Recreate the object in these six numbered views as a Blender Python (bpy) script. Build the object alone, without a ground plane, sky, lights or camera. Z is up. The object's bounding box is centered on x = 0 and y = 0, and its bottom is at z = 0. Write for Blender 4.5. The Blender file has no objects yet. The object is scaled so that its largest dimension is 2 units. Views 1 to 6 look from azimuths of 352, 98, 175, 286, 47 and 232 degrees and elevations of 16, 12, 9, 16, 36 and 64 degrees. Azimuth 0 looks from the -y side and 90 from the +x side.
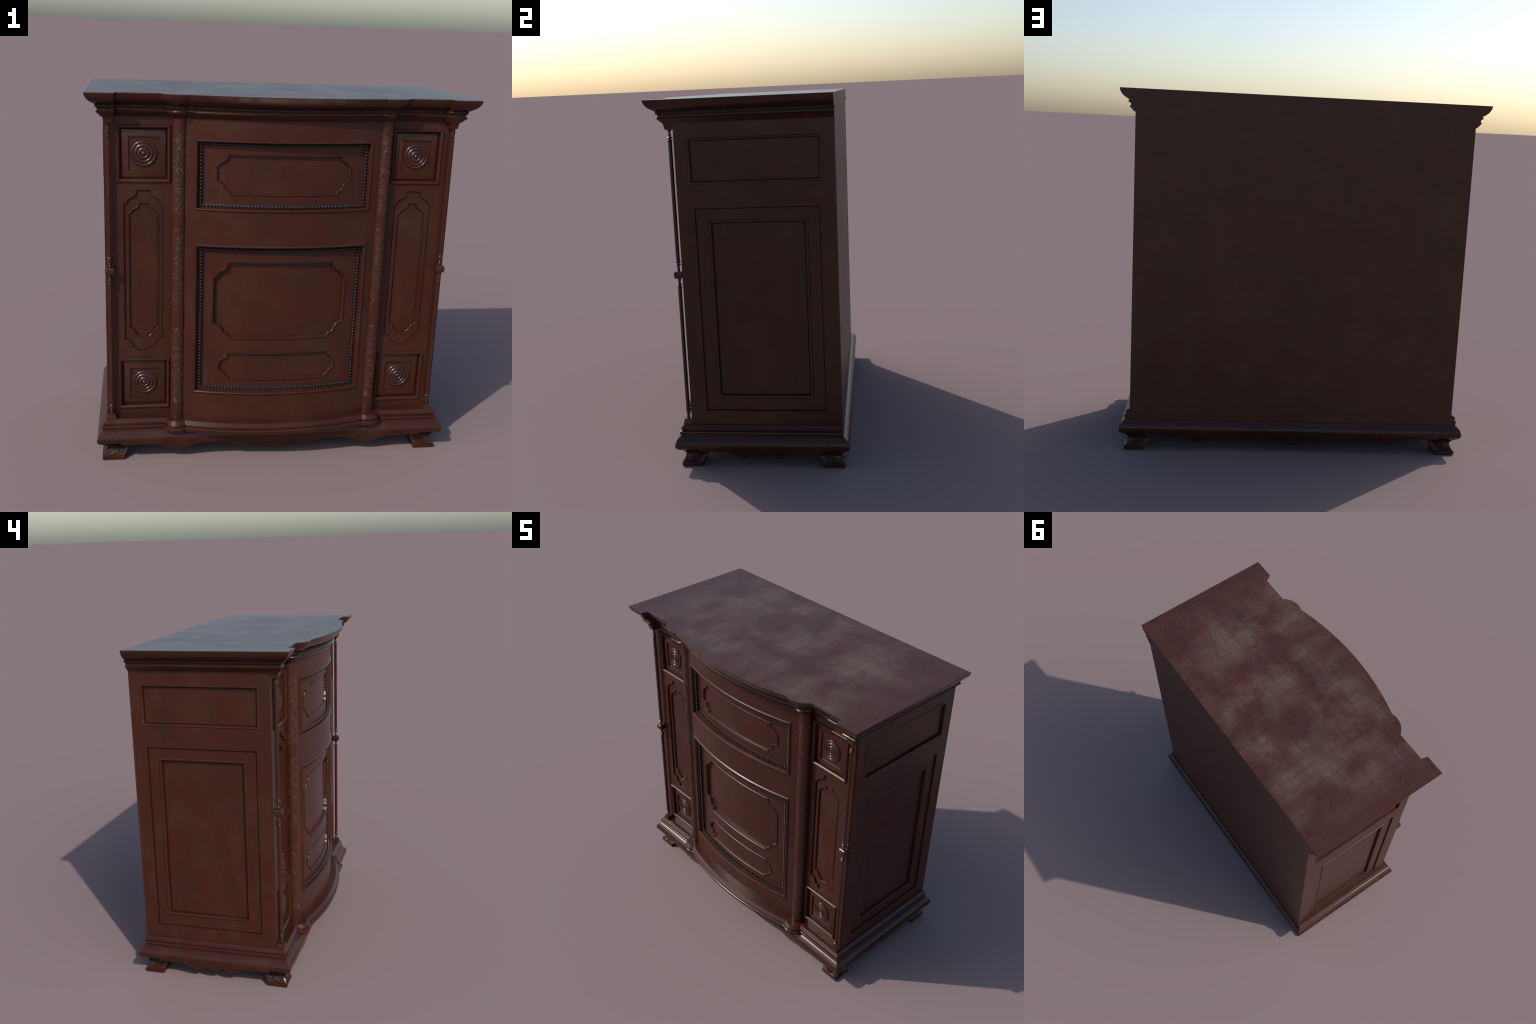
# Bow-fronted mahogany cabinet: cornice, bowed door with panels, carved quarter columns,
# turned colonnettes, moulded plinth with scalloped aprons and bracket feet.
import bpy, bmesh, math, random
from mathutils import Vector, noise
from mathutils.geometry import tessellate_polygon

random.seed(7)

# ------------------------------------------------------------------ sizes
TOP_Z = 1.9908
SOFFIT_Z = 1.8688
SIDE_X = 0.9153          # outer face of the side panels
BACK_Y = 0.497
FRONT_Y = -0.327         # face of the narrow pilaster panels
BLOCK_Y = -0.3703        # face of the projecting cornice corner blocks
COL_X, COL_Y, COL_R = 0.535, -0.345, 0.0398
BOW_R, BOW_CY = 1.70, 1.253
FLOOR_Z = 0.235          # upper side of the plinth moulding
PLINTH_X, PLINTH_FRONT, PLINTH_BACK = 0.971, -0.4185, 0.5325
BRACKET = 0.118


# ------------------------------------------------------------------ materials
def new_material(name):
    m = bpy.data.materials.new(name)
    m.use_nodes = True
    nt = m.node_tree
    return m, nt, nt.nodes["Principled BSDF"]


def link(nt, a, b):
    nt.links.new(a, b)


def mapped(nt, scale, rotation=(0, 0, 0)):
    tc = nt.nodes.new("ShaderNodeTexCoord")
    mp = nt.nodes.new("ShaderNodeMapping")
    mp.inputs["Scale"].default_value = scale
    mp.inputs["Rotation"].default_value = rotation
    link(nt, tc.outputs["Object"], mp.inputs["Vector"])
    return mp.outputs["Vector"]


def noise_tex(nt, vec, scale, detail=4.0, rough=0.55, distortion=0.0):
    n = nt.nodes.new("ShaderNodeTexNoise")
    n.inputs["Scale"].default_value = scale
    n.inputs["Detail"].default_value = detail
    n.inputs["Roughness"].default_value = rough
    n.inputs["Distortion"].default_value = distortion
    link(nt, vec, n.inputs["Vector"])
    return n.outputs["Fac"]


def ramp(nt, fac, stops):
    r = nt.nodes.new("ShaderNodeValToRGB")
    e = r.color_ramp.elements
    while len(e) < len(stops):
        e.new(0.5)
    for el, (p, c) in zip(e, stops):
        el.position = p
        el.color = (*c, 1) if len(c) == 3 else c
    link(nt, fac, r.inputs["Fac"])
    return r.outputs["Color"]


def grey(v):
    return (v, v, v)


def mix_colour(nt, fac, a, b, blend="MIX"):
    m = nt.nodes.new("ShaderNodeMix")
    m.data_type = "RGBA"
    m.blend_type = blend
    for sock, val in ((m.inputs[0], fac), (m.inputs[6], a), (m.inputs[7], b)):
        if hasattr(val, "is_output"):
            link(nt, val, sock)
        else:
            sock.default_value = val if isinstance(val, float) else (*val, 1)
    return m.outputs[2]


def add_bump(nt, bsdf, height, strength, distance):
    b = nt.nodes.new("ShaderNodeBump")
    b.inputs["Strength"].default_value = strength
    b.inputs["Distance"].default_value = distance
    link(nt, height, b.inputs["Height"])
    link(nt, b.outputs["Normal"], bsdf.inputs["Normal"])


def mahogany(name, red, brown, worn, grain=(9, 9, 1.6), rough=(0.26, 0.37), worn_amount=0.45,
             bump=0.04, specular=0.38):
    """Polished red-brown wood: cloudy blotches, drawn-out grain and faint rubbed patches."""
    m, nt, bsdf = new_material(name)
    v = mapped(nt, (1, 1, 1))
    g = mapped(nt, grain)
    blotch = noise_tex(nt, v, 5.0, 3.0, 0.6, 0.6)
    base = ramp(nt, blotch, [(0.34, brown), (0.62, red)])
    streak = noise_tex(nt, g, 6.0, 6.0, 0.65, 0.4)
    streaks = ramp(nt, streak, [(0.30, grey(0.90)), (0.70, grey(1.08))])
    base = mix_colour(nt, 1.0, base, streaks, "MULTIPLY")
    rub = noise_tex(nt, mapped(nt, (1.3, 1.3, 0.9)), 4.2, 4.0, 0.62, 0.5)
    rub_mask = ramp(nt, rub, [(0.47, grey(0.0)), (0.74, grey(worn_amount))])
    base = mix_colour(nt, rub_mask, base, worn)
    link(nt, base, bsdf.inputs["Base Color"])
    ro = nt.nodes.new("ShaderNodeMapRange")
    ro.inputs["To Min"].default_value, ro.inputs["To Max"].default_value = rough
    link(nt, rub, ro.inputs["Value"])
    link(nt, ro.outputs["Result"], bsdf.inputs["Roughness"])
    bsdf.inputs["Specular IOR Level"].default_value = specular
    add_bump(nt, bsdf, streak, bump, 0.002)
    return m


RED, BROWN, WORN = (0.052, 0.0108, 0.0054), (0.041, 0.0128, 0.0066), (0.068, 0.030, 0.0160)  # base tones lowered a little to take in the front's crevice darkness
WOOD = mahogany("polished_mahogany", RED, BROWN, WORN)
WOOD_FLAT = mahogany("shade_darkened_mahogany", (0.045, 0.0092, 0.0046), (0.036, 0.0112, 0.0056), (0.058, 0.025, 0.0135), grain=(1.6, 1.6, 9), rough=(0.20, 0.30))  # same wood, darkened for the shade baked under cornice and mouldings
WOOD_BACK = mahogany("plain_back_wood", (0.068, 0.0190, 0.0085), (0.058, 0.0205, 0.0100), (0.080, 0.034, 0.017),
                     grain=(1.4, 9, 8), rough=(0.36, 0.52), worn_amount=0.8)
TURNED = mahogany("turned_mahogany", (0.045, 0.0115, 0.0070), (0.036, 0.0120, 0.0072), WORN, rough=(0.20, 0.28), worn_amount=0.3, specular=0.5)
BEAD_BED = mahogany("recess_shade_bevel", (0.026, 0.0105, 0.0075), (0.020, 0.0100, 0.0075), (0.034, 0.018, 0.013), rough=(0.26, 0.36), worn_amount=0.3)
LEAF_WOOD = mahogany("dark_carved_leaf", (0.040, 0.013, 0.009), (0.032, 0.013, 0.009), WORN, rough=(0.28, 0.36), worn_amount=0.2)
DARK_BEAD = mahogany("dark_polished_beading", (0.020, 0.011, 0.010), (0.014, 0.009, 0.009), (0.03, 0.02, 0.017),
                     rough=(0.18, 0.28), worn_amount=0.3, specular=0.5)


def carved_material():
    m, nt, bsdf = new_material("carved_mahogany")
    v = mapped(nt, (1, 1, 0.8))
    scroll = noise_tex(nt, v, 75.0, 4.0, 0.65, 1.2)
    col = ramp(nt, scroll, [(0.34, (0.040, 0.0115, 0.0070)), (0.56, (0.054, 0.0165, 0.0100)), (0.66, (0.105, 0.056, 0.039))])
    link(nt, col, bsdf.inputs["Base Color"])
    bsdf.inputs["Roughness"].default_value = 0.30
    bsdf.inputs["Specular IOR Level"].default_value = 0.4
    add_bump(nt, bsdf, scroll, 0.25, 0.002)
    return m


def top_material():
    """Worn table top: red-brown ground, pale rubbed patches, dark cracks along and across."""
    m, nt, bsdf = new_material("worn_top_mahogany")
    v = mapped(nt, (1, 1, 1))
    ground = ramp(nt, noise_tex(nt, v, 7.0, 5.0, 0.65, 0.8),
                  [(0.32, (0.050, 0.0200, 0.0150)), (0.50, (0.060, 0.0215, 0.0150)), (0.68, (0.070, 0.0190, 0.0120))])
    patch = noise_tex(nt, mapped(nt, (1.1, 1.0, 1)), 4.4, 2.5, 0.50, 0.10)
    # patches fade towards the rim of the board
    tc = nt.nodes.new("ShaderNodeTexCoord")
    sep = nt.nodes.new("ShaderNodeSeparateXYZ")
    link(nt, tc.outputs["Object"], sep.inputs[0])

    def rim(sock, centre, half, soft):
        a = nt.nodes.new("ShaderNodeMath"); a.operation = "SUBTRACT"; a.inputs[1].default_value = centre
        link(nt, sock, a.inputs[0])
        b = nt.nodes.new("ShaderNodeMath"); b.operation = "ABSOLUTE"
        link(nt, a.outputs[0], b.inputs[0])
        r = nt.nodes.new("ShaderNodeMapRange"); r.interpolation_type = "SMOOTHSTEP"
        r.inputs["From Min"].default_value = half; r.inputs["From Max"].default_value = half - soft
        link(nt, b.outputs[0], r.inputs["Value"])
        return r.outputs["Result"]
    mx = nt.nodes.new("ShaderNodeMath"); mx.operation = "MULTIPLY"
    link(nt, rim(sep.outputs["X"], 0, 1.00, 0.34), mx.inputs[0])
    link(nt, rim(sep.outputs["Y"], 0.0, 0.58, 0.20), mx.inputs[1])
    pm = ramp(nt, patch, [(0.39, grey(0.0)), (0.53, grey(0.48)), (0.69, grey(1.0))])
    mask = mix_colour(nt, 1.0, pm, mx.outputs[0], "MULTIPLY")
    drag_y = ramp(nt, noise_tex(nt, mapped(nt, (7, 0.9, 1), (0, 0, 0.05)), 3.0, 4.0, 0.6, 0.3), [(0.36, grey(0.62)), (0.60, grey(1.0))])
    drag_x = ramp(nt, noise_tex(nt, mapped(nt, (0.8, 7, 1), (0, 0, -0.04)), 3.0, 4.0, 0.6, 0.3), [(0.36, grey(0.70)), (0.60, grey(1.0))])
    mask = mix_colour(nt, 1.0, mix_colour(nt, 1.0, mask, drag_y, "MULTIPLY"), drag_x, "MULTIPLY")
    fine = noise_tex(nt, mapped(nt, (2.2, 8, 1)), 9.0, 6.0, 0.7, 0.5)
    pale = ramp(nt, fine, [(0.30, (0.095, 0.056, 0.042)), (0.70, (0.140, 0.093, 0.068))])
    col = mix_colour(nt, mask, ground, pale)
    # short dark cracks, mostly front to back, some along the length
    c1 = noise_tex(nt, mapped(nt, (8, 1.2, 1), (0, 0, 0.06)), 2.2, 3.0, 0.55, 0.5)
    c2 = noise_tex(nt, mapped(nt, (1.6, 8, 1), (0, 0, -0.05)), 2.4, 3.0, 0.55, 0.5)
    k1 = ramp(nt, c1, [(0.485, grey(1.0)), (0.50, grey(0.55)), (0.515, grey(1.0))])
    k2 = ramp(nt, c2, [(0.488, grey(1.0)), (0.50, grey(0.55)), (0.512, grey(1.0))])
    col = mix_colour(nt, 0.8, col, k1, "MULTIPLY")
    col = mix_colour(nt, 0.9, col, k2, "MULTIPLY")
    link(nt, col, bsdf.inputs["Base Color"])
    ro = nt.nodes.new("ShaderNodeMapRange")
    ro.inputs["To Min"].default_value, ro.inputs["To Max"].default_value = 0.30, 0.42
    link(nt, mask, ro.inputs["Value"])
    link(nt, ro.outputs["Result"], bsdf.inputs["Roughness"])
    bsdf.inputs["Specular IOR Level"].default_value = 0.35
    add_bump(nt, bsdf, c2, 0.08, 0.002)
    return m


def tan_edge_cornice_material():
    """Cornice wood whose upper edge turns tan over the bowed centre."""
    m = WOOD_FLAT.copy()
    m.name = "tan_edge_cornice_mahogany"
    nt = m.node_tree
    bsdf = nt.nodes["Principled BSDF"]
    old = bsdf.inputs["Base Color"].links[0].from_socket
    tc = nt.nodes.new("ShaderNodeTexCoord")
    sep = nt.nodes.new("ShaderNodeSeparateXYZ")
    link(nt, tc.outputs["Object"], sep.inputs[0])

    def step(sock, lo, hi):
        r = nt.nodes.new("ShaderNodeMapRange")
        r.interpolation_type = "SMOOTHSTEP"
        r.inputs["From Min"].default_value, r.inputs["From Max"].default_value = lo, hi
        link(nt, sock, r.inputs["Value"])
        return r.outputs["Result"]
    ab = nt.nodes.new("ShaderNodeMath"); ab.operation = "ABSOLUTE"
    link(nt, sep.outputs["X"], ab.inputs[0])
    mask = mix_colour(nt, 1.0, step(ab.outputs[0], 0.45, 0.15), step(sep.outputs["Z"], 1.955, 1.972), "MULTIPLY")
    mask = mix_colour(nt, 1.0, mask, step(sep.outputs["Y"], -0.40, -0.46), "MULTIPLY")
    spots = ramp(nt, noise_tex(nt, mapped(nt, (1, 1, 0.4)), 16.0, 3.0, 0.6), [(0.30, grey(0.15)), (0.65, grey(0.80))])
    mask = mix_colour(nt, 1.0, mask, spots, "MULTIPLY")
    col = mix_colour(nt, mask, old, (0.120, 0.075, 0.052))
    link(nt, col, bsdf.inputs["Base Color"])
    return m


WOOD_CORNICE = tan_edge_cornice_material()
CARVED = carved_material()
TOP = top_material()


# ------------------------------------------------------------------ mesh helpers
ROOT = bpy.data.objects.new("cabinet", None)
bpy.context.scene.collection.objects.link(ROOT)
ROOT["label"] = "dark mahogany bow-fronted cabinet with carved columns and moulded top"
ROOT["category"] = "cabinet"


def add_object(name, mesh, parent=ROOT, mat=None):
    ob = bpy.data.objects.new(name, mesh)
    bpy.context.scene.collection.objects.link(ob)
    ob.parent = parent
    if mat is not None and not mesh.materials:
        mesh.materials.append(mat)
    return ob


def finish(name, bm, mat, parent=ROOT, angle=32, weighted=True, recalc=True, merge=1e-6):
    bmesh.ops.remove_doubles(bm, verts=bm.verts, dist=merge)
    if recalc:
        bmesh.ops.recalc_face_normals(bm, faces=bm.faces)
    me = bpy.data.meshes.new(name)
    bm.to_mesh(me)
    bm.free()
    me.shade_smooth()
    me.set_sharp_from_angle(angle=math.radians(angle))
    ob = add_object(name, me, parent, mat)
    if weighted:
        w = ob.modifiers.new("weighted_normals", "WEIGHTED_NORMAL")
        w.keep_sharp = True
    return ob


def copy_of(ob, name, parent=None):
    c = ob.copy()
    bpy.context.scene.collection.objects.link(c)
    c.name = name
    if parent is not None:
        c.parent = parent
    return c


def loops_to_faces(bm, loops, closed=True):
    """Quads between successive vertex loops of equal length."""
    for a, b in zip(loops, loops[1:]):
        n = len(a)
        for i in range(n if closed else n - 1):
            j = (i + 1) % n
            bm.faces.new((a[i], a[j], b[j], b[i]))


def fill(bm, rings, key):
    """Triangulated flat face with holes. rings: lists of bm verts; key maps a vert to 2D."""
    flat = [v for r in rings for v in r]
    polys = [[Vector((*key(v), 0)) for v in r] for r in rings]
    for tri in tessellate_polygon(polys):
        vs = [flat[i] for i in tri]
        if len(set(vs)) == 3:
            try:
                bm.faces.new(vs)
            except ValueError:
                pass


def box(bm, x0, x1, y0, y1, z0, z1):
    v = [bm.verts.new((x, y, z)) for x in (x0, x1) for y in (y0, y1) for z in (z0, z1)]
    for f in ((0, 1, 3, 2), (4, 6, 7, 5), (0, 4, 5, 1), (2, 3, 7, 6), (0, 2, 6, 4), (1, 5, 7, 3)):
        bm.faces.new([v[i] for i in f])


# ------------------------------------------------------------------ relief panels
def rectangle(s0, s1, t0, t1):
    def at(d):
        return [(s0 + d, t0 + d), (s1 - d, t0 + d), (s1 - d, t1 - d), (s0 + d, t1 - d)]
    return at


# ogee corner, from the end of the level edge (0,0) to the end of the upright edge (1,1)
OGEE_UPPER = [(0, 0), (0.07, 0.12), (0.09, 0.28), (0.21, 0.43), (0.45, 0.54), (0.67, 0.66), (0.76, 0.82), (0.84, 0.89), (1, 1)]
OGEE_LOWER = [(0, 0), (0.08, 0.14), (0.15, 0.25), (0.34, 0.33), (0.44, 0.46), (0.54, 0.69), (0.66, 0.85), (0.90, 0.93), (1, 1)]


def rounded(pts, n=2):
    """Catmull-Rom samples through the points, n per span."""
    out = []
    for k in range(len(pts) - 1):
        p0, p1, p2, p3 = pts[max(0, k - 1)], pts[k], pts[k + 1], pts[min(len(pts) - 1, k + 2)]
        for i in range(n):
            t = i / n
            out.append(tuple(0.5 * (2 * b + (c - a) * t + (2 * a - 5 * b + 4 * c - d) * t * t + (3 * b - a - 3 * c + d) * t ** 3)
                             for a, b, c, d in zip(p0, p1, p2, p3)))
    return out + [pts[-1]]


OGEE_UPPER, OGEE_LOWER = rounded(OGEE_UPPER), rounded(OGEE_LOWER)


def cartouche(sc, half, half_top, half_bottom, t0, t1, side0, side1):
    """Panel outline with straight edges and ogee-cut corners; shrinks by d."""
    def at(d):
        k = 0.41 * d
        w = half - d
        wt, wb = half_top - k, half_bottom - k
        zt, zb, st, sb = t1 - d, t0 + d, side1 - k, side0 + k
        br = [(wb + (w - wb) * a, zb + (sb - zb) * b) for a, b in OGEE_LOWER]
        tr = [(wt + (w - wt) * a, zt + (st - zt) * b) for a, b in OGEE_UPPER][::-1]
        right = br + tr
        left = [(-x, z) for x, z in right[::-1]]
        return [(sc + x, z) for x, z in right + left]
    return at


def relief_panel(name, rect, features, place, mat, back, cuts=(), angle=32):
    """Flat board carrying nested mouldings. features: (outline, [(inset, height)..], children).
    place(s, t, h) maps to the world; cuts are s values where the board is split before bending."""
    bm = bmesh.new()

    def ring(pts, h):
        return [bm.verts.new((s, t, h)) for s, t in pts]

    def add(feature):
        outline, profile, children = feature
        rings = [ring(outline(d), h) for d, h in profile]
        loops_to_faces(bm, rings)
        if children is not None:
            fill(bm, [rings[-1]] + [add(c) for c in children], lambda v: v.co.xy)
        return rings[0]

    s0, s1, t0, t1 = rect
    border = ring(rectangle(*rect)(0), 0.0)
    rear = ring(rectangle(*rect)(0), -back)
    loops_to_faces(bm, [rear, border])
    bm.faces.new(rear[::-1])
    fill(bm, [border] + [add(f) for f in features], lambda v: v.co.xy)
    bmesh.ops.remove_doubles(bm, verts=bm.verts, dist=1e-6)
    for c in cuts:
        bmesh.ops.bisect_plane(bm, geom=bm.verts[:] + bm.edges[:] + bm.faces[:], dist=1e-6,
                               plane_co=(c, 0, 0), plane_no=(1, 0, 0))
    bmesh.ops.recalc_face_normals(bm, faces=bm.faces)
    for v in bm.verts:
        v.co = place(*v.co)
    return finish(name, bm, mat, angle=angle)


def bead_row(name, points, radius, mat, parent, squash=1.0):
    """Many small turned beads joined into one run of beading."""
    bm = bmesh.new()
    nu, nv = 10, 6
    for p in points:
        rows = []
        for j in range(1, nv):
            ph = math.pi * j / nv
            rows.append([bm.verts.new((p[0] + radius * math.sin(ph) * math.cos(2 * math.pi * i / nu),
                                       p[1] + radius * math.sin(ph) * math.sin(2 * math.pi * i / nu),
                                       p[2] + radius * squash * math.cos(ph))) for i in range(nu)])
        loops_to_faces(bm, rows)
        for r, s in ((rows[0], 1), (rows[-1], -1)):
            tip = bm.verts.new((p[0], p[1], p[2] + s * radius * squash))
            for i in range(nu):
                bm.faces.new((r[i], r[(i + 1) % nu], tip))
    ob = finish(name, bm, mat, parent, angle=180, weighted=False, merge=1e-7)
    ob["kind"] = "stuff"
    return ob


def along(pts, spacing):
    """Evenly spaced points along each leg of a polyline (corners kept)."""
    out = []
    for a, b in zip(pts, pts[1:]):
        a, b = Vector(a), Vector(b)
        n = max(1, round((b - a).length / spacing))
        out += [a.lerp(b, i / n) for i in range(n)]
    out.append(Vector(pts[-1]))
    return out


def evenly(pts, spacing):
    """Evenly spaced points along a whole polyline."""
    pts = [Vector(p) for p in pts]
    seg = [(b - a).length for a, b in zip(pts, pts[1:])]
    total = sum(seg)
    n = round(total / spacing)
    out, i, acc = [], 0, 0.0
    for k in range(n + 1):
        want = total * k / n
        while i < len(seg) - 1 and acc + seg[i] < want:
            acc += seg[i]
            i += 1
        out.append(pts[i].lerp(pts[i + 1], min(1, (want - acc) / max(seg[i], 1e-9))))
    return out


# ------------------------------------------------------------------ plan outlines
def circle_meet(cx, cy, r, by, br):
    """Where the column circle meets the bow circle (centre 0, by), the point nearer the front."""
    d = math.hypot(cx, cy - by)
    a = (r * r - br * br + d * d) / (2 * d)
    h = math.sqrt(max(0.0, r * r - a * a))
    ux, uy = -cx / d, (by - cy) / d
    px, py = cx + a * ux, cy + a * uy
    p1, p2 = (px - h * uy, py + h * ux), (px + h * uy, py - h * ux)
    return p1 if p1[1] < p2[1] else p2


def plan(o, front, block, col_y, col_r, bow_cy, bow_r, n_col=12, n_bow=24):
    """Front outline seen from above, pushed out by o: right back corner round to the left one."""
    r, br = col_r + o, bow_r + o
    half = [(SIDE_X + o, BACK_Y)]
    if block is not None:
        half += [(SIDE_X + o, block - o), (0.8588, block - o), (0.8495, front - o)]
    else:
        half += [(SIDE_X + o, front - o)]
    dy = front - o - col_y
    a0 = math.atan2(dy, math.sqrt(max(0.0, r * r - dy * dy)))
    jx, jy = circle_meet(COL_X, col_y, r, bow_cy, br)
    a1 = math.atan2(jy - col_y, jx - COL_X)
    if a1 > a0:
        a1 -= 2 * math.pi
    for i in range(n_col + 1):
        a = a0 + (a1 - a0) * i / n_col
        half.append((COL_X + r * math.cos(a), col_y + r * math.sin(a)))
    b1 = math.asin(jx / br)
    for i in range(1, n_bow + 1):
        b = b1 * (1 - i / n_bow)
        half.append((br * math.sin(b), bow_cy - br * math.cos(b)))
    return half + [(-x, y) for x, y in half[-2::-1]]


def cornice_plan(o, swell=0.0):
    """swell: extra fullness of the moulding over the bowed centre"""
    pts = plan(o, FRONT_Y, BLOCK_Y, COL_Y, 0.040, BOW_CY, BOW_R)
    out = []
    for x, y in pts:
        w = max(0.0, min(1.0, (0.42 - abs(x)) / 0.38)) * (1 if y < -0.40 else 0)
        w = w * w * (3 - 2 * w) * swell * 0.45
        out.append((x + w * x / BOW_R, y - w * math.sqrt(1 - (x / BOW_R) ** 2)))
    return out


def plinth_plan(o):
    return plan(o, -0.3625, None, -0.370, 0.0475, 1.2945, 1.77)


def moulding(name, profile, outline, mat, angle=28, cap_top=True):
    """Sweep of a moulding profile round the cabinet front, flat at the back."""
    bm = bmesh.new()
    loops = [[bm.verts.new((x, y, z)) for x, y in outline(*a)] for *a, z in profile]
    loops_to_faces(bm, loops, closed=False)
    if cap_top:
        fill(bm, [loops[0]], lambda v: v.co.xy)
    fill(bm, [loops[-1]], lambda v: v.co.xy)
    rim = [l[0] for l in loops] + [l[-1] for l in loops[::-1]]
    fill(bm, [rim], lambda v: (v.co.x, v.co.z))
    ob = finish(name, bm, mat, angle=angle)
    ob.data.materials.append(WOOD_BACK)        # flat unpolished back
    for f in ob.data.polygons:
        if f.normal.y > 0.99:
            f.material_index = 1
    return ob


# ------------------------------------------------------------------ top and cornice
OVERHANG = 0.0847
top_bm = bmesh.new()
tl = [[top_bm.verts.new((x, y, z)) for x, y in cornice_plan(o)]
      for o, z in ((OVERHANG, TOP_Z), (OVERHANG - 0.0002, TOP_Z - 0.004))]
loops_to_faces(top_bm, tl, closed=False)
for l in (tl[0], tl[-1]):
    fill(top_bm, [l], lambda v: v.co.xy)
fill(top_bm, [[l[0] for l in tl] + [l[-1] for l in tl[::-1]]], lambda v: (v.co.x, v.co.z))
finish("top_board", top_bm, TOP, angle=28)

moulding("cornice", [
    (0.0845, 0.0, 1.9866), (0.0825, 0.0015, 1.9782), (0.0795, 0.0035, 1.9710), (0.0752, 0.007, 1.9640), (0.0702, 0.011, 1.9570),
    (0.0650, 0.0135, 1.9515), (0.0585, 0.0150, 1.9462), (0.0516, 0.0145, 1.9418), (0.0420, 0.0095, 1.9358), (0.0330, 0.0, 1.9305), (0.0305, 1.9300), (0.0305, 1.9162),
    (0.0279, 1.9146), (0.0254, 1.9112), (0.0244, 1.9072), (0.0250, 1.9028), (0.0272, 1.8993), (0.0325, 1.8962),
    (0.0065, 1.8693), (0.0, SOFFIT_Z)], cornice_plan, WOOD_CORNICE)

bead_row("cornice_beading", [(p.x, p.y, 1.9232) for p in evenly([(x, y, 0) for x, y in cornice_plan(0.0320)], 0.0146)],
         0.0066, DARK_BEAD, ROOT)

# ------------------------------------------------------------------ carcass
back_bm = bmesh.new()
box(back_bm, -SIDE_X, SIDE_X, BACK_Y - 0.006, BACK_Y, FLOOR_Z - 0.0005, SOFFIT_Z)
finish("back_panel", back_bm, WOOD_BACK)

fine_ridge = [(0, 0), (0.0018, 0.0030), (0.0050, 0.0045), (0.0085, 0.0040), (0.0115, 0.0015)]
side_features = [
    (rectangle(-0.262, 0.431, 1.552, 1.791), fine_ridge + [(0.0126, -0.019), (0.0158, -0.019), (0.0180, -0.0125)], []),
    (rectangle(-0.2405, 0.412, 0.313, 1.427), [(0, 0), (0.0008, -0.0180), (0.0042, -0.0180), (0.0056, -0.0095)], [
        (rectangle(-0.174, 0.348, 0.382, 1.365),
         [(d * 1.3, h * 1.3 - 0.0095) for d, h in fine_ridge] + [(0.0163, -0.031), (0.0200, -0.031), (0.0225, -0.0235)], [])]),
]
for sgn in (1, -1):
    relief_panel("side_panel", (FRONT_Y - 0.0005, BACK_Y - 0.006, 0.228, SOFFIT_Z + 0.004), side_features,
                 lambda s, t, h, k=sgn: (k * (SIDE_X + h), s, t), WOOD, 0.035)

# narrow front panels with square rosette blocks and an ogee-cornered long panel
square_profile = [(0, 0), (0.0016, 0.0065), (0.005, 0.0105), (0.009, 0.0110), (0.0150, 0.0065), (0.0168, 0.0040),
                  (0.0178, -0.020), (0.0205, -0.020), (0.0240, -0.0125), (0.030, -0.0095), (0.042, -0.0060), (0.0595, -0.0030), (0.0603, -0.0115)]
long_outer = cartouche(0.7165, 0.103, 0.033, 0.0275, 0.6115, 1.496, 0.684, 1.4195)
long_inner = cartouche(0.7160, 0.080, 0.022, 0.0195, 0.6795, 1.433, 0.7415, 1.370)
pilaster_features = [
    (rectangle(0.578, 0.8525, 1.534, 1.828), square_profile, []),
    (rectangle(0.578, 0.8525, 0.279, 0.572), square_profile, []),
    (long_outer, [(0, 0), (0.0010, -0.0135), (0.0050, -0.0135), (0.0072, -0.0100)], [
        (long_inner, [(0, -0.010), (0.0012, -0.0070), (0.0036, -0.0062), (0.0060, -0.0085), (0.0070, -0.0190), (0.0100, -0.0190), (0.0120, -0.0165)], [])]),
]
pilasters = []
for sgn in (1, -1):
    pilasters.append(relief_panel("pilaster_panel", (0.545, 0.8802, 0.228, SOFFIT_Z + 0.004), pilaster_features,
                                  lambda s, t, h, k=sgn: (k * s, FRONT_Y - h, t), WOOD, 0.05))

# turned bullseye rosettes
def rosette_mesh():
    bm = bmesh.new()
    rings_at = ((0.0, 0.0120, 0.0145), (0.0222, 0.0094, 0.0138), (0.0412, 0.0094, 0.0128), (0.0592, 0.0086, 0.0115))
    prof = []
    for r0, w, h in rings_at:
        lo = 0 if r0 == 0 else -7
        for i in range(lo, 8):
            t = i / 8
            prof.append((r0 + w * t, 0.0030 + (h - 0.0030) * math.sqrt(max(0, 1 - t * t))))
    prof.append((0.0682, 0.0))
    n = 56
    loops = [[bm.verts.new((r * math.cos(2 * math.pi * i / n), -h, r * math.sin(2 * math.pi * i / n))) for i in range(n)]
             for r, h in prof[1:]]
    loops_to_faces(bm, loops)
    tip = bm.verts.new((0, -prof[0][1], 0))
    for i in range(n):
        bm.faces.new((loops[0][i], loops[0][(i + 1) % n], tip))
    fill(bm, [loops[-1]], lambda v: (v.co.x, v.co.z))
    return bm


rosette = finish("rosette", rosette_mesh(), TURNED, angle=50, weighted=False)
places = [(x, z) for x in (0.7155, -0.7155) for z in (1.6815, 0.4275)]
for i, (x, z) in enumerate(places):
    r = rosette if i == 0 else copy_of(rosette, "rosette")
    r.parent = pilasters[0 if x > 0 else 1]
    r.location = (x, FRONT_Y + 0.0120, z)
    r.rotation_euler = (0, i * 1.3, 0)

# ------------------------------------------------------------------ bowed door
FIELD = -0.031


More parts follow.
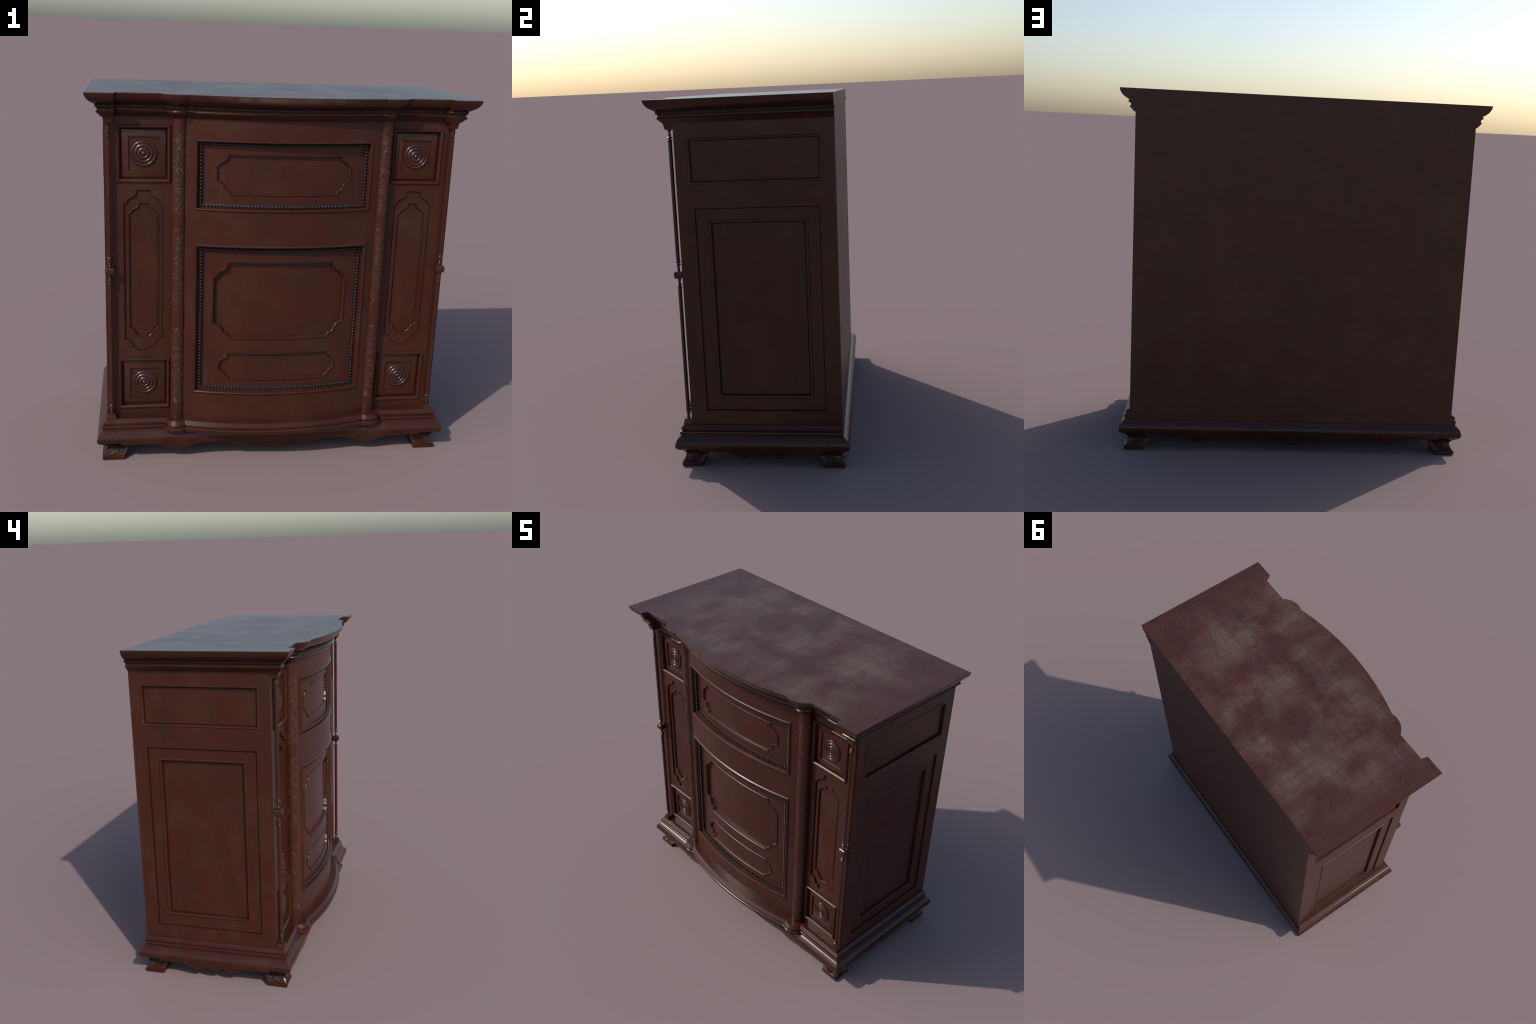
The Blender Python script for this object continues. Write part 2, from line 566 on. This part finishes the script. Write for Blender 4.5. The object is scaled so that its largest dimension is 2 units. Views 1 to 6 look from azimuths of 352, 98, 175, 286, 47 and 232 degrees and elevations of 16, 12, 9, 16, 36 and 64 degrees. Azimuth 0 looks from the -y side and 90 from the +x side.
def on_bow(s, t, h):
    # s is the straight x position on the door face, kept as the angle on the bow
    a = math.asin(s / BOW_R)
    r = BOW_R + h
    return (r * math.sin(a), BOW_CY - r * math.cos(a), t)


def bow_s(x, h):
    return x * BOW_R / (BOW_R + h)


def small_ridge(k, sunk):
    return [(0, FIELD), (0.0005 * k, FIELD + 0.0030), (0.0020 * k, FIELD + 0.0052), (0.0046 * k, FIELD + 0.0050),
            (0.0066 * k, FIELD + 0.0020), (0.0076 * k, FIELD - 0.0040), (0.0084 * k, sunk)]


def frame_profile(w, bevel):
    return [(0, 0), (0.0016 * w, 0.0040), (0.0048 * w, 0.0078), (0.0088 * w, 0.0086), (0.0122 * w, 0.0060),
            (0.0136 * w, 0.0015), (0.0144 * w, -0.0060), (0.0152 * w, -0.0140), (0.0168 * w, -0.0210), (bevel, -0.0265), (bevel + 0.0015, FIELD)]


def door_cartouche(half, ht, hb, t0, t1, s0, s1):
    q = lambda x: bow_s(x, FIELD)
    return cartouche(0.0, q(half), q(ht), q(hb), t0, t1, s0, s1)


UPPER = (-0.458, 0.458, 1.403, 1.7695)
LOWER = (-0.458, 0.458, 0.388, 1.2295)
door_features = [
    (rectangle(*UPPER), frame_profile(0.95, 0.0345), [
        (door_cartouche(0.350, 0.291, 0.276, 1.4835, 1.6930, 1.5555, 1.6315), small_ridge(1.15, -0.040), [])]),
    (rectangle(*LOWER), frame_profile(1.15, 0.0455), [
        (door_cartouche(0.3585, 0.279, 0.266, 0.6975, 1.1315, 0.7860, 1.0385), small_ridge(1.35, -0.050), []),
        (door_cartouche(0.3215, 0.268, 0.262, 0.4610, 0.6205, 0.5165, 0.5620), small_ridge(1.15, -0.040), [])]),
]
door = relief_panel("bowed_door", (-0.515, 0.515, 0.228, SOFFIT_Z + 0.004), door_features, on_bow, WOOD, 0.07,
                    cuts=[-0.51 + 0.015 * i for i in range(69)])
door.data.materials.append(BEAD_BED)       # bevel under the beading, recess shadow painted in as dark colour
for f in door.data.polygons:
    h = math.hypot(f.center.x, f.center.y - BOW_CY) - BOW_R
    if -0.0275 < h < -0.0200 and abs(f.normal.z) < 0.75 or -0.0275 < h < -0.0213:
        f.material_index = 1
for (s0, s1, t0, t1), inset in ((UPPER, 0.0250), (LOWER, 0.0335)):
    c = rectangle(s0, s1, t0, t1)(inset)
    pts = along([(*p, 0) for p in c + c[:1]], 0.0178)[:-1]
    bead_row("door_beading", [on_bow(p.x, p.y, -0.0178) for p in pts], 0.0073, DARK_BEAD, door)

# ------------------------------------------------------------------ carved columns
CARVED_BANDS = ((1.380, 1.799), (0.889, 1.308), (0.326, 0.761))


# one repeat of the leafy scroll: (arc position, height in the repeat, arc radius, height radius)
SCROLL_PERIOD = 0.0507
SCROLL = ((0.000, 0.008, 0.007, 0.010), (0.013, 0.018, 0.010, 0.006), (0.022, 0.027, 0.006, 0.008), (0.006, 0.032, 0.005, 0.008),
          (-0.010, 0.044, 0.009, 0.006), (-0.020, 0.053, 0.007, 0.009), (-0.003, 0.058, 0.005, 0.009), (0.012, 0.066, 0.008, 0.005),
          (-0.018, 0.022, 0.006, 0.006), (0.020, 0.056, 0.006, 0.006), (0.030, 0.040, 0.006, 0.010), (-0.031, 0.036, 0.006, 0.010))


def scroll_height(s, z, seed):
    warp = noise.noise_vector(Vector((s * 110, z * 110, seed))) * 0.0036
    s, z = s + warp.x, z + warp.y
    t = z % SCROLL_PERIOD
    flip = -1 if int(z // SCROLL_PERIOD) % 2 else 1
    h = 0.0
    for leaf in SCROLL:
        cs, cz, rs, rz = (0.65 * v for v in leaf)
        for dz in (-SCROLL_PERIOD, 0, SCROLL_PERIOD):
            q = ((s - flip * cs) / rs) ** 2 + ((t + dz - cz) / rz) ** 2
            if q < 1:
                h = max(h, math.sqrt(1 - q))
    stem = 1 - ((s - 0.012 * math.sin(z * 2 * math.pi / (2 * SCROLL_PERIOD))) / 0.0028) ** 2
    return max(h, 0.8 * max(0.0, stem))


def column_mesh(seed):
    bm = bmesh.new()
    zs = []
    edges = [FLOOR_Z - 0.004] + sorted(z for b in CARVED_BANDS for z in b) + [SOFFIT_Z + 0.002]
    for a, b in zip(edges, edges[1:]):
        carved = any(abs(a - c[0]) < 1e-6 for c in CARVED_BANDS)
        n = 230 if carved else 6
        zs += [(a + (b - a) * i / n, carved) for i in range(n + 1)]
    n = 112
    loops = []
    for z, carved in zs:
        row = []
        for i in range(n):
            a = 2 * math.pi * i / n
            x, y = math.cos(a), math.sin(a)
            r = COL_R
            if carved:
                arc = COL_R * ((a + math.pi / 2 + math.pi) % (2 * math.pi) - math.pi)
                h = scroll_height(arc, z, seed) if y < 0.3 else 0.0
                r += -0.0020 + 0.0019 * h + 0.0006 * noise.noise(Vector((x * 10, y * 10, z * 260)))
            row.append(bm.verts.new((r * x, r * y, z)))
        loops.append(row)
    loops_to_faces(bm, loops)
    for l in (loops[0], loops[-1]):
        bm.faces.new(l)
    return bm


for sgn, seed in ((1, 3.1), (-1, 11.7)):
    col = finish("column", column_mesh(seed), WOOD, angle=60, weighted=False, merge=1e-7)
    col.data.materials.append(CARVED)
    for f in col.data.polygons:
        if any(a < f.center.z < b for a, b in CARVED_BANDS):
            f.material_index = 1
    col.location = (sgn * COL_X, COL_Y, 0)

# ------------------------------------------------------------------ colonnettes
def lathe(bm, prof, n=24, flute=0.0, flutes=8):
    loops = []
    for r, z in prof:
        loops.append([bm.verts.new(((r - flute * abs(math.cos(flutes * math.pi * i / n))) * math.cos(2 * math.pi * i / n),
                                    (r - flute * abs(math.cos(flutes * math.pi * i / n))) * math.sin(2 * math.pi * i / n), z)) for i in range(n)])
    loops_to_faces(bm, loops)
    bm.faces.new(loops[0])
    bm.faces.new(loops[-1])


def square_loft(bm, steps):
    """steps: (half width, z)"""
    loops = [[bm.verts.new((sx * w, sy * w, z)) for sx, sy in ((1, 1), (-1, 1), (-1, -1), (1, -1))] for w, z in steps]
    loops_to_faces(bm, loops)
    bm.faces.new(loops[0])
    bm.faces.new(loops[-1])


def turned_end(z0, d, flare=False):
    """Rings between a square block (at z0) and the fluted shaft; d = +1 going up, -1 going down."""
    steps = [(0.0060, 0.0)] if not flare else [(0.0170, -0.0005), (0.0120, 0.002), (0.0080, 0.006), (0.0062, 0.012)]
    k = 0.0 if not flare else 0.008
    if not flare:
        steps += [(0.0082, 0.003), (0.0088, 0.006), (0.0078, 0.0095)]
    steps += [(0.0058, 0.013 + k), (0.0078, 0.0175 + k), (0.0084, 0.0195 + k), (0.0074, 0.0215 + k), (0.0058, 0.0245 + k),
              (0.0070, 0.027 + k), (0.0146, 0.0315 + k), (0.0150, 0.0335 + k), (0.0120, 0.0365 + k), (0.0064, 0.0395 + k),
              (0.0064, 0.0415 + k), (0.0125, 0.0445 + k), (0.0140, 0.0470 + k), (0.0132, 0.0495 + k), (0.0112, 0.0515 + k),
              (0.0118, 0.0540 + k), (0.0112, 0.0570 + k), (0.0098, 0.0580 + k)]
    return [(r, z0 + d * z) for r, z in steps], z0 + d * (0.0575 + k)


def colonnette(sgn):
    base = bpy.data.objects.new("colonnette", None)
    bpy.context.scene.collection.objects.link(base)
    base.parent = ROOT
    bm = bmesh.new()
    spans = ((0.2625, 1.0530, False), (1.0930, 1.8366, True))
    shafts = bmesh.new()
    for lo, hi, flare in spans:
        p, a = turned_end(lo, 1)
        lathe(bm, p)
        p, b = turned_end(hi, -1, flare)
        lathe(bm, p)
        lathe(shafts, [(0.0102, a - 0.001), (0.0102, b + 0.001)], n=48, flute=0.0016, flutes=8)
    rings = finish("turned_collar", bm, TURNED, base, angle=45, weighted=False)
    shaft = finish("fluted_shaft", shafts, TURNED, base, angle=35, weighted=False)
    bm = bmesh.new()
    square_loft(bm, [(0.0240, FLOOR_Z - 0.001), (0.0240, 0.2365), (0.0180, 0.2625)])
    foot = finish("colonnette_plinth", bm, WOOD, base, angle=20)
    bm = bmesh.new()
    square_loft(bm, [(0.0185, 1.8366), (0.0245, 1.8640), (0.0250, 1.8700)])
    cap = finish("colonnette_capital", bm, WOOD, base, angle=20)
    bm = bmesh.new()
    square_loft(bm, [(0.0160, 1.0532), (0.0190, 1.0555), (0.0222, 1.0660), (0.0228, 1.0735), (0.0222, 1.0800), (0.0190, 1.0905), (0.0160, 1.0928)])
    for k in range(4):      # raised tablet on each face of the knob
        a = k * math.pi / 2
        ca, sa = round(math.cos(a)), round(math.sin(a))
        loops = []
        for w, h, out in ((0.0150, 0.0115, 0.0215), (0.0150, 0.0115, 0.0240), (0.0135, 0.0100, 0.0250)):
            loops.append([bm.verts.new((ca * out - sa * u, sa * out + ca * u, 1.073 + v))
                          for u, v in ((-w, -h), (w, -h), (w, h), (-w, h))])
        loops_to_faces(bm, loops)
        bm.faces.new(loops[-1])
        bm.faces.new(loops[0])
    knob = finish("colonnette_knob", bm, TURNED, base, angle=20)
    for o in (rings, shaft, foot, cap, knob):
        o.location = (0, 0, 0)
    base.location = (sgn * 0.8905, -0.3515, 0)


colonnette(1)
colonnette(-1)

# ------------------------------------------------------------------ plinth moulding
moulding("plinth_moulding", [
    (0.0085, FLOOR_Z - 0.0005), (0.0250, 0.2170), (0.0222, 0.2148), (0.0222, 0.2120), (0.0236, 0.2105), (0.0205, 0.2080), (0.0200, 0.2040),
    (0.0265, 0.2022), (0.0300, 0.1995), (0.0312, 0.1955), (0.0300, 0.1915), (0.0282, 0.1890), (0.0285, 0.1860), (0.0262, 0.1830),
    (0.0258, 0.1752)], plinth_plan, WOOD_FLAT, angle=26)

# ------------------------------------------------------------------ plinth: bracket feet and aprons
# inset of the plinth face at each height, measured in from its widest line
SWELL = [(0.1768, 0.0310), (0.1700, 0.0215), (0.1620, 0.0135), (0.1540, 0.0078), (0.1460, 0.0038), (0.1370, 0.0010), (0.1270, 0.0)]
FOOT = SWELL + [(0.1180, 0.0012), (0.1105, 0.0050), (0.1045, 0.0105), (0.0990, 0.0175), (0.0940, 0.0235), (0.0885, 0.0298), (0.0830, 0.0360),
                (0.0770, 0.0412), (0.0700, 0.0452), (0.0630, 0.0475), (0.0560, 0.0472), (0.0480, 0.0445), (0.0400, 0.0402), (0.0310, 0.0345),
                (0.0230, 0.0288), (0.0198, 0.0262), (0.0188, 0.0276), (0.0020, 0.0275), (0.0, 0.0290)]


def foot_inset(z):
    for (z1, a), (z0, b) in zip(FOOT, FOOT[1:]):
        if z0 <= z <= z1:
            return a + (b - a) * (z1 - z) / max(1e-9, z1 - z0)
    return FOOT[-1][1]


# carved leaf scrolls on the two outer faces: three nested chevron ridges (position along the face, height)
LEAF_RIDGES = (
    (0.0080, ((0.036, 0.084), (0.043, 0.074), (0.0495, 0.061), (0.045, 0.046), (0.037, 0.031))),
    (0.0088, ((0.051, 0.087), (0.059, 0.076), (0.0670, 0.061), (0.061, 0.046), (0.049, 0.031))),
    (0.0058, ((0.066, 0.086), (0.077, 0.072), (0.0885, 0.056), (0.079, 0.042), (0.065, 0.028))),
)


def bed_depth(u, z):
    """How far the bed of the leaf carving is sunk below the foot face."""
    best = 1.0
    for width, path in LEAF_RIDGES:
        for (u0, z0), (u1, z1) in zip(path, path[1:]):
            t = max(0.0, min(1.0, ((u - u0) * (u1 - u0) + (z - z0) * (z1 - z0)) / ((u1 - u0) ** 2 + (z1 - z0) ** 2)))
            best = min(best, math.hypot(u - u0 - t * (u1 - u0), z - z0 - t * (z1 - z0)) / (width * 1.05))
    return 0.0085 * max(0.0, min(1.0, (1.22 - best) / 0.30))


def bracket_mesh():
    """Local frame: outer corner at the origin, body towards -x and +y (front right foot)."""
    bm = bmesh.new()
    nu = 44
    rows = []
    for (z1, a), (z0, b) in zip(FOOT, FOOT[1:]):
        n = 4 if 0.022 < z1 < 0.1 else 1
        rows += [(z1 + (z0 - z1) * i / n, a + (b - a) * i / n) for i in range(n)]
    rows.append(FOOT[-1])
    loops = []
    for z, d in rows:
        line = []
        for i in range(nu):                 # side face, from the outer corner backwards
            u = BRACKET * i / nu
            line.append((-d - (bed_depth(u, z) if 0.022 < z < 0.095 else 0), d + u, z))
        line.append((-d, d + BRACKET, z))
        line.append((-d - BRACKET, d + BRACKET, z))
        for i in range(nu):                 # front face, back to the outer corner
            u = BRACKET * (1 - i / nu)
            line.append((-d - u, d + (bed_depth(u, z) if 0.022 < z < 0.095 else 0), z))
        loops.append([bm.verts.new(p) for p in line])
    loops_to_faces(bm, loops)
    bm.faces.new(loops[0])
    bm.faces.new(loops[-1])
    return bm


def leaf_mesh():
    bm = bmesh.new()
    for face in (0, 1):
        for width, path in LEAF_RIDGES:
            pts = []
            m = 26
            for i in range(m + 1):          # smooth path through the control points
                f = i / m * (len(path) - 1)
                k = min(int(f), len(path) - 2)
                t = f - k
                p0, p1, p2, p3 = (path[max(0, k - 1)], path[k], path[k + 1], path[min(len(path) - 1, k + 2)])
                pts.append(tuple(0.5 * (2 * b + (c - a) * t + (2 * a - 5 * b + 4 * c - d) * t * t + (3 * b - a - 3 * c + d) * t ** 3)
                                 for a, b, c, d in zip(p0, p1, p2, p3)))
            loops = []
            for i, (u, z) in enumerate(pts):
                t = i / m
                w = width * (0.30 + 0.70 * math.sin(math.pi * min(1, max(0, 0.06 + 0.90 * t))) ** 0.8)
                d = foot_inset(z)
                row = []
                for j in range(10):
                    a = 2 * math.pi * j / 10
                    du, out = w * math.cos(a) * 0.84, w * math.sin(a) * 0.74 - 0.0022
                    if face == 0:
                        row.append(bm.verts.new((-d - u - du, d - out, z)))
                    else:
                        row.append(bm.verts.new((-d + out, d + u + du, z)))
                loops.append(row)
            loops_to_faces(bm, loops)
            bm.faces.new(loops[0])
            bm.faces.new(loops[-1])
    return bm


foot_ob = finish("bracket_foot", bracket_mesh(), WOOD_FLAT, angle=30)
leaf_ob = finish("leaf_carving", leaf_mesh(), LEAF_WOOD, foot_ob, angle=60, weighted=False)
corners = ((PLINTH_X, PLINTH_FRONT, 1, 1), (-PLINTH_X, PLINTH_FRONT, -1, 1), (PLINTH_X, PLINTH_BACK, 1, -1), (-PLINTH_X, PLINTH_BACK, -1, -1))
for i, (x, y, sx, sy) in enumerate(corners):
    f = foot_ob if i == 0 else copy_of(foot_ob, "bracket_foot")
    l = leaf_ob if i == 0 else copy_of(leaf_ob, "leaf_carving", f)
    f.location = (x, y, 0)
    f.scale = (sx, sy, 1)
    l.matrix_parent_inverse.identity()


def smooth(t):
    t = min(1.0, max(0.0, t))
    return t * t * (3 - 2 * t)


def scallop(knots):
    """Lower edge of an apron: smooth swells between (position, height, kind) knots, mirrored."""
    def at(u):
        u = abs(u)
        for (u0, z0, k), (u1, z1, _) in zip(knots, knots[1:]):
            if u0 <= u <= u1:
                t = (u - u0) / (u1 - u0)
                if k == "round":       # leaves level, arrives steep at a cusp
                    t = 0.55 * t * t + 0.45 * t ** 3 if z1 > z0 else 1 - (1 - t) ** 2.4
                elif k == "cusp":      # leaves a cusp steeply, arrives level
                    t = 1 - (1 - t) ** 2.2
                else:
                    t = smooth(t)
                return z0 + (z1 - z0) * t
        return knots[-1][1]
    return at


LONG_EDGE = scallop([(0.0, 0.0472, "round"), (0.112, 0.0972, "cusp"), (0.160, 0.0592, "swell"), (0.290, 0.0978, "flat"),
                     (0.400, 0.0975, "swell"), (0.533, 0.0585, "swell"), (0.672, 0.0975, "flat"), (0.90, 0.0975, "flat")])
SHORT_EDGE = scallop([(0.0, 0.0565, "round"), (0.060, 0.0930, "cusp"), (0.100, 0.0530, "swell"), (0.209, 0.0967, "flat"), (0.5, 0.0967, "flat")])


def apron_mesh(half, edge, us):
    """Local frame: the face looks to -y with its widest line at y = 0; u runs along x."""
    bm = bmesh.new()
    front, rear = [], []
    thick = 0.024
    for k in us:
        e = k * half
        b = edge(e)
        col, bcol = [], []
        lows = [0.125 + (b - 0.125) * (i / 6) for i in range(1, 7)]
        rows = [(z, d) for z, d in SWELL] + [(z, 0.0165 * ((0.127 - z) / 0.068) ** 1.25) for z in lows]
        for z, d in rows:
            u = k * (half - foot_inset(max(z, 0.0995)) if abs(k) > 0.985 else half)
            u = max(-(half - foot_inset(max(z, 0.0995))), min(half - foot_inset(max(z, 0.0995)), e))
            col.append(bm.verts.new((u, d, z)))
            bcol.append(bm.verts.new((u, d + thick, z)))
        front.append(col)
        rear.append(bcol)
    loops_to_faces(bm, front, closed=False)
    loops_to_faces(bm, rear, closed=False)
    for f0, f1, r0, r1 in zip(front, front[1:], rear, rear[1:]):
        bm.faces.new((f0[0], f1[0], r1[0], r0[0]))
        bm.faces.new((f0[-1], f1[-1], r1[-1], r0[-1]))
    for f, r in ((front[0], rear[0]), (front[-1], rear[-1])):
        for i in range(len(f) - 1):
            bm.faces.new((f[i], f[i + 1], r[i + 1], r[i]))
    return bm


def stations(half, n, extra):
    us = {-1.0 + 2.0 * i / n for i in range(n + 1)} | {s * e / half for e in extra for s in (1, -1)}
    return sorted(us)


long_half = PLINTH_X - BRACKET - 0.0012
short_half = (PLINTH_BACK - PLINTH_FRONT) / 2 - BRACKET - 0.0012
mid_y = (PLINTH_BACK + PLINTH_FRONT) / 2
front_apron = finish("apron", apron_mesh(long_half, LONG_EDGE, stations(long_half, 190, (0.112, 0.1118))), WOOD_FLAT, angle=30)
front_apron.location = (0, PLINTH_FRONT, 0)
back_apron = copy_of(front_apron, "apron")
back_apron.location = (0, PLINTH_BACK, 0)
back_apron.rotation_euler = (0, 0, math.pi)
side_apron = finish("apron", apron_mesh(short_half, SHORT_EDGE, stations(short_half, 120, (0.060, 0.0598))), WOOD_FLAT, angle=30)
side_apron.location = (PLINTH_X, mid_y, 0)
side_apron.rotation_euler = (0, 0, math.pi / 2)
other = copy_of(side_apron, "apron")
other.location = (-PLINTH_X, mid_y, 0)
other.rotation_euler = (0, 0, -math.pi / 2)

board = bmesh.new()
box(board, -0.930, 0.930, -0.378, 0.492, 0.130, 0.1745)
finish("plinth_board", board, WOOD_BACK)
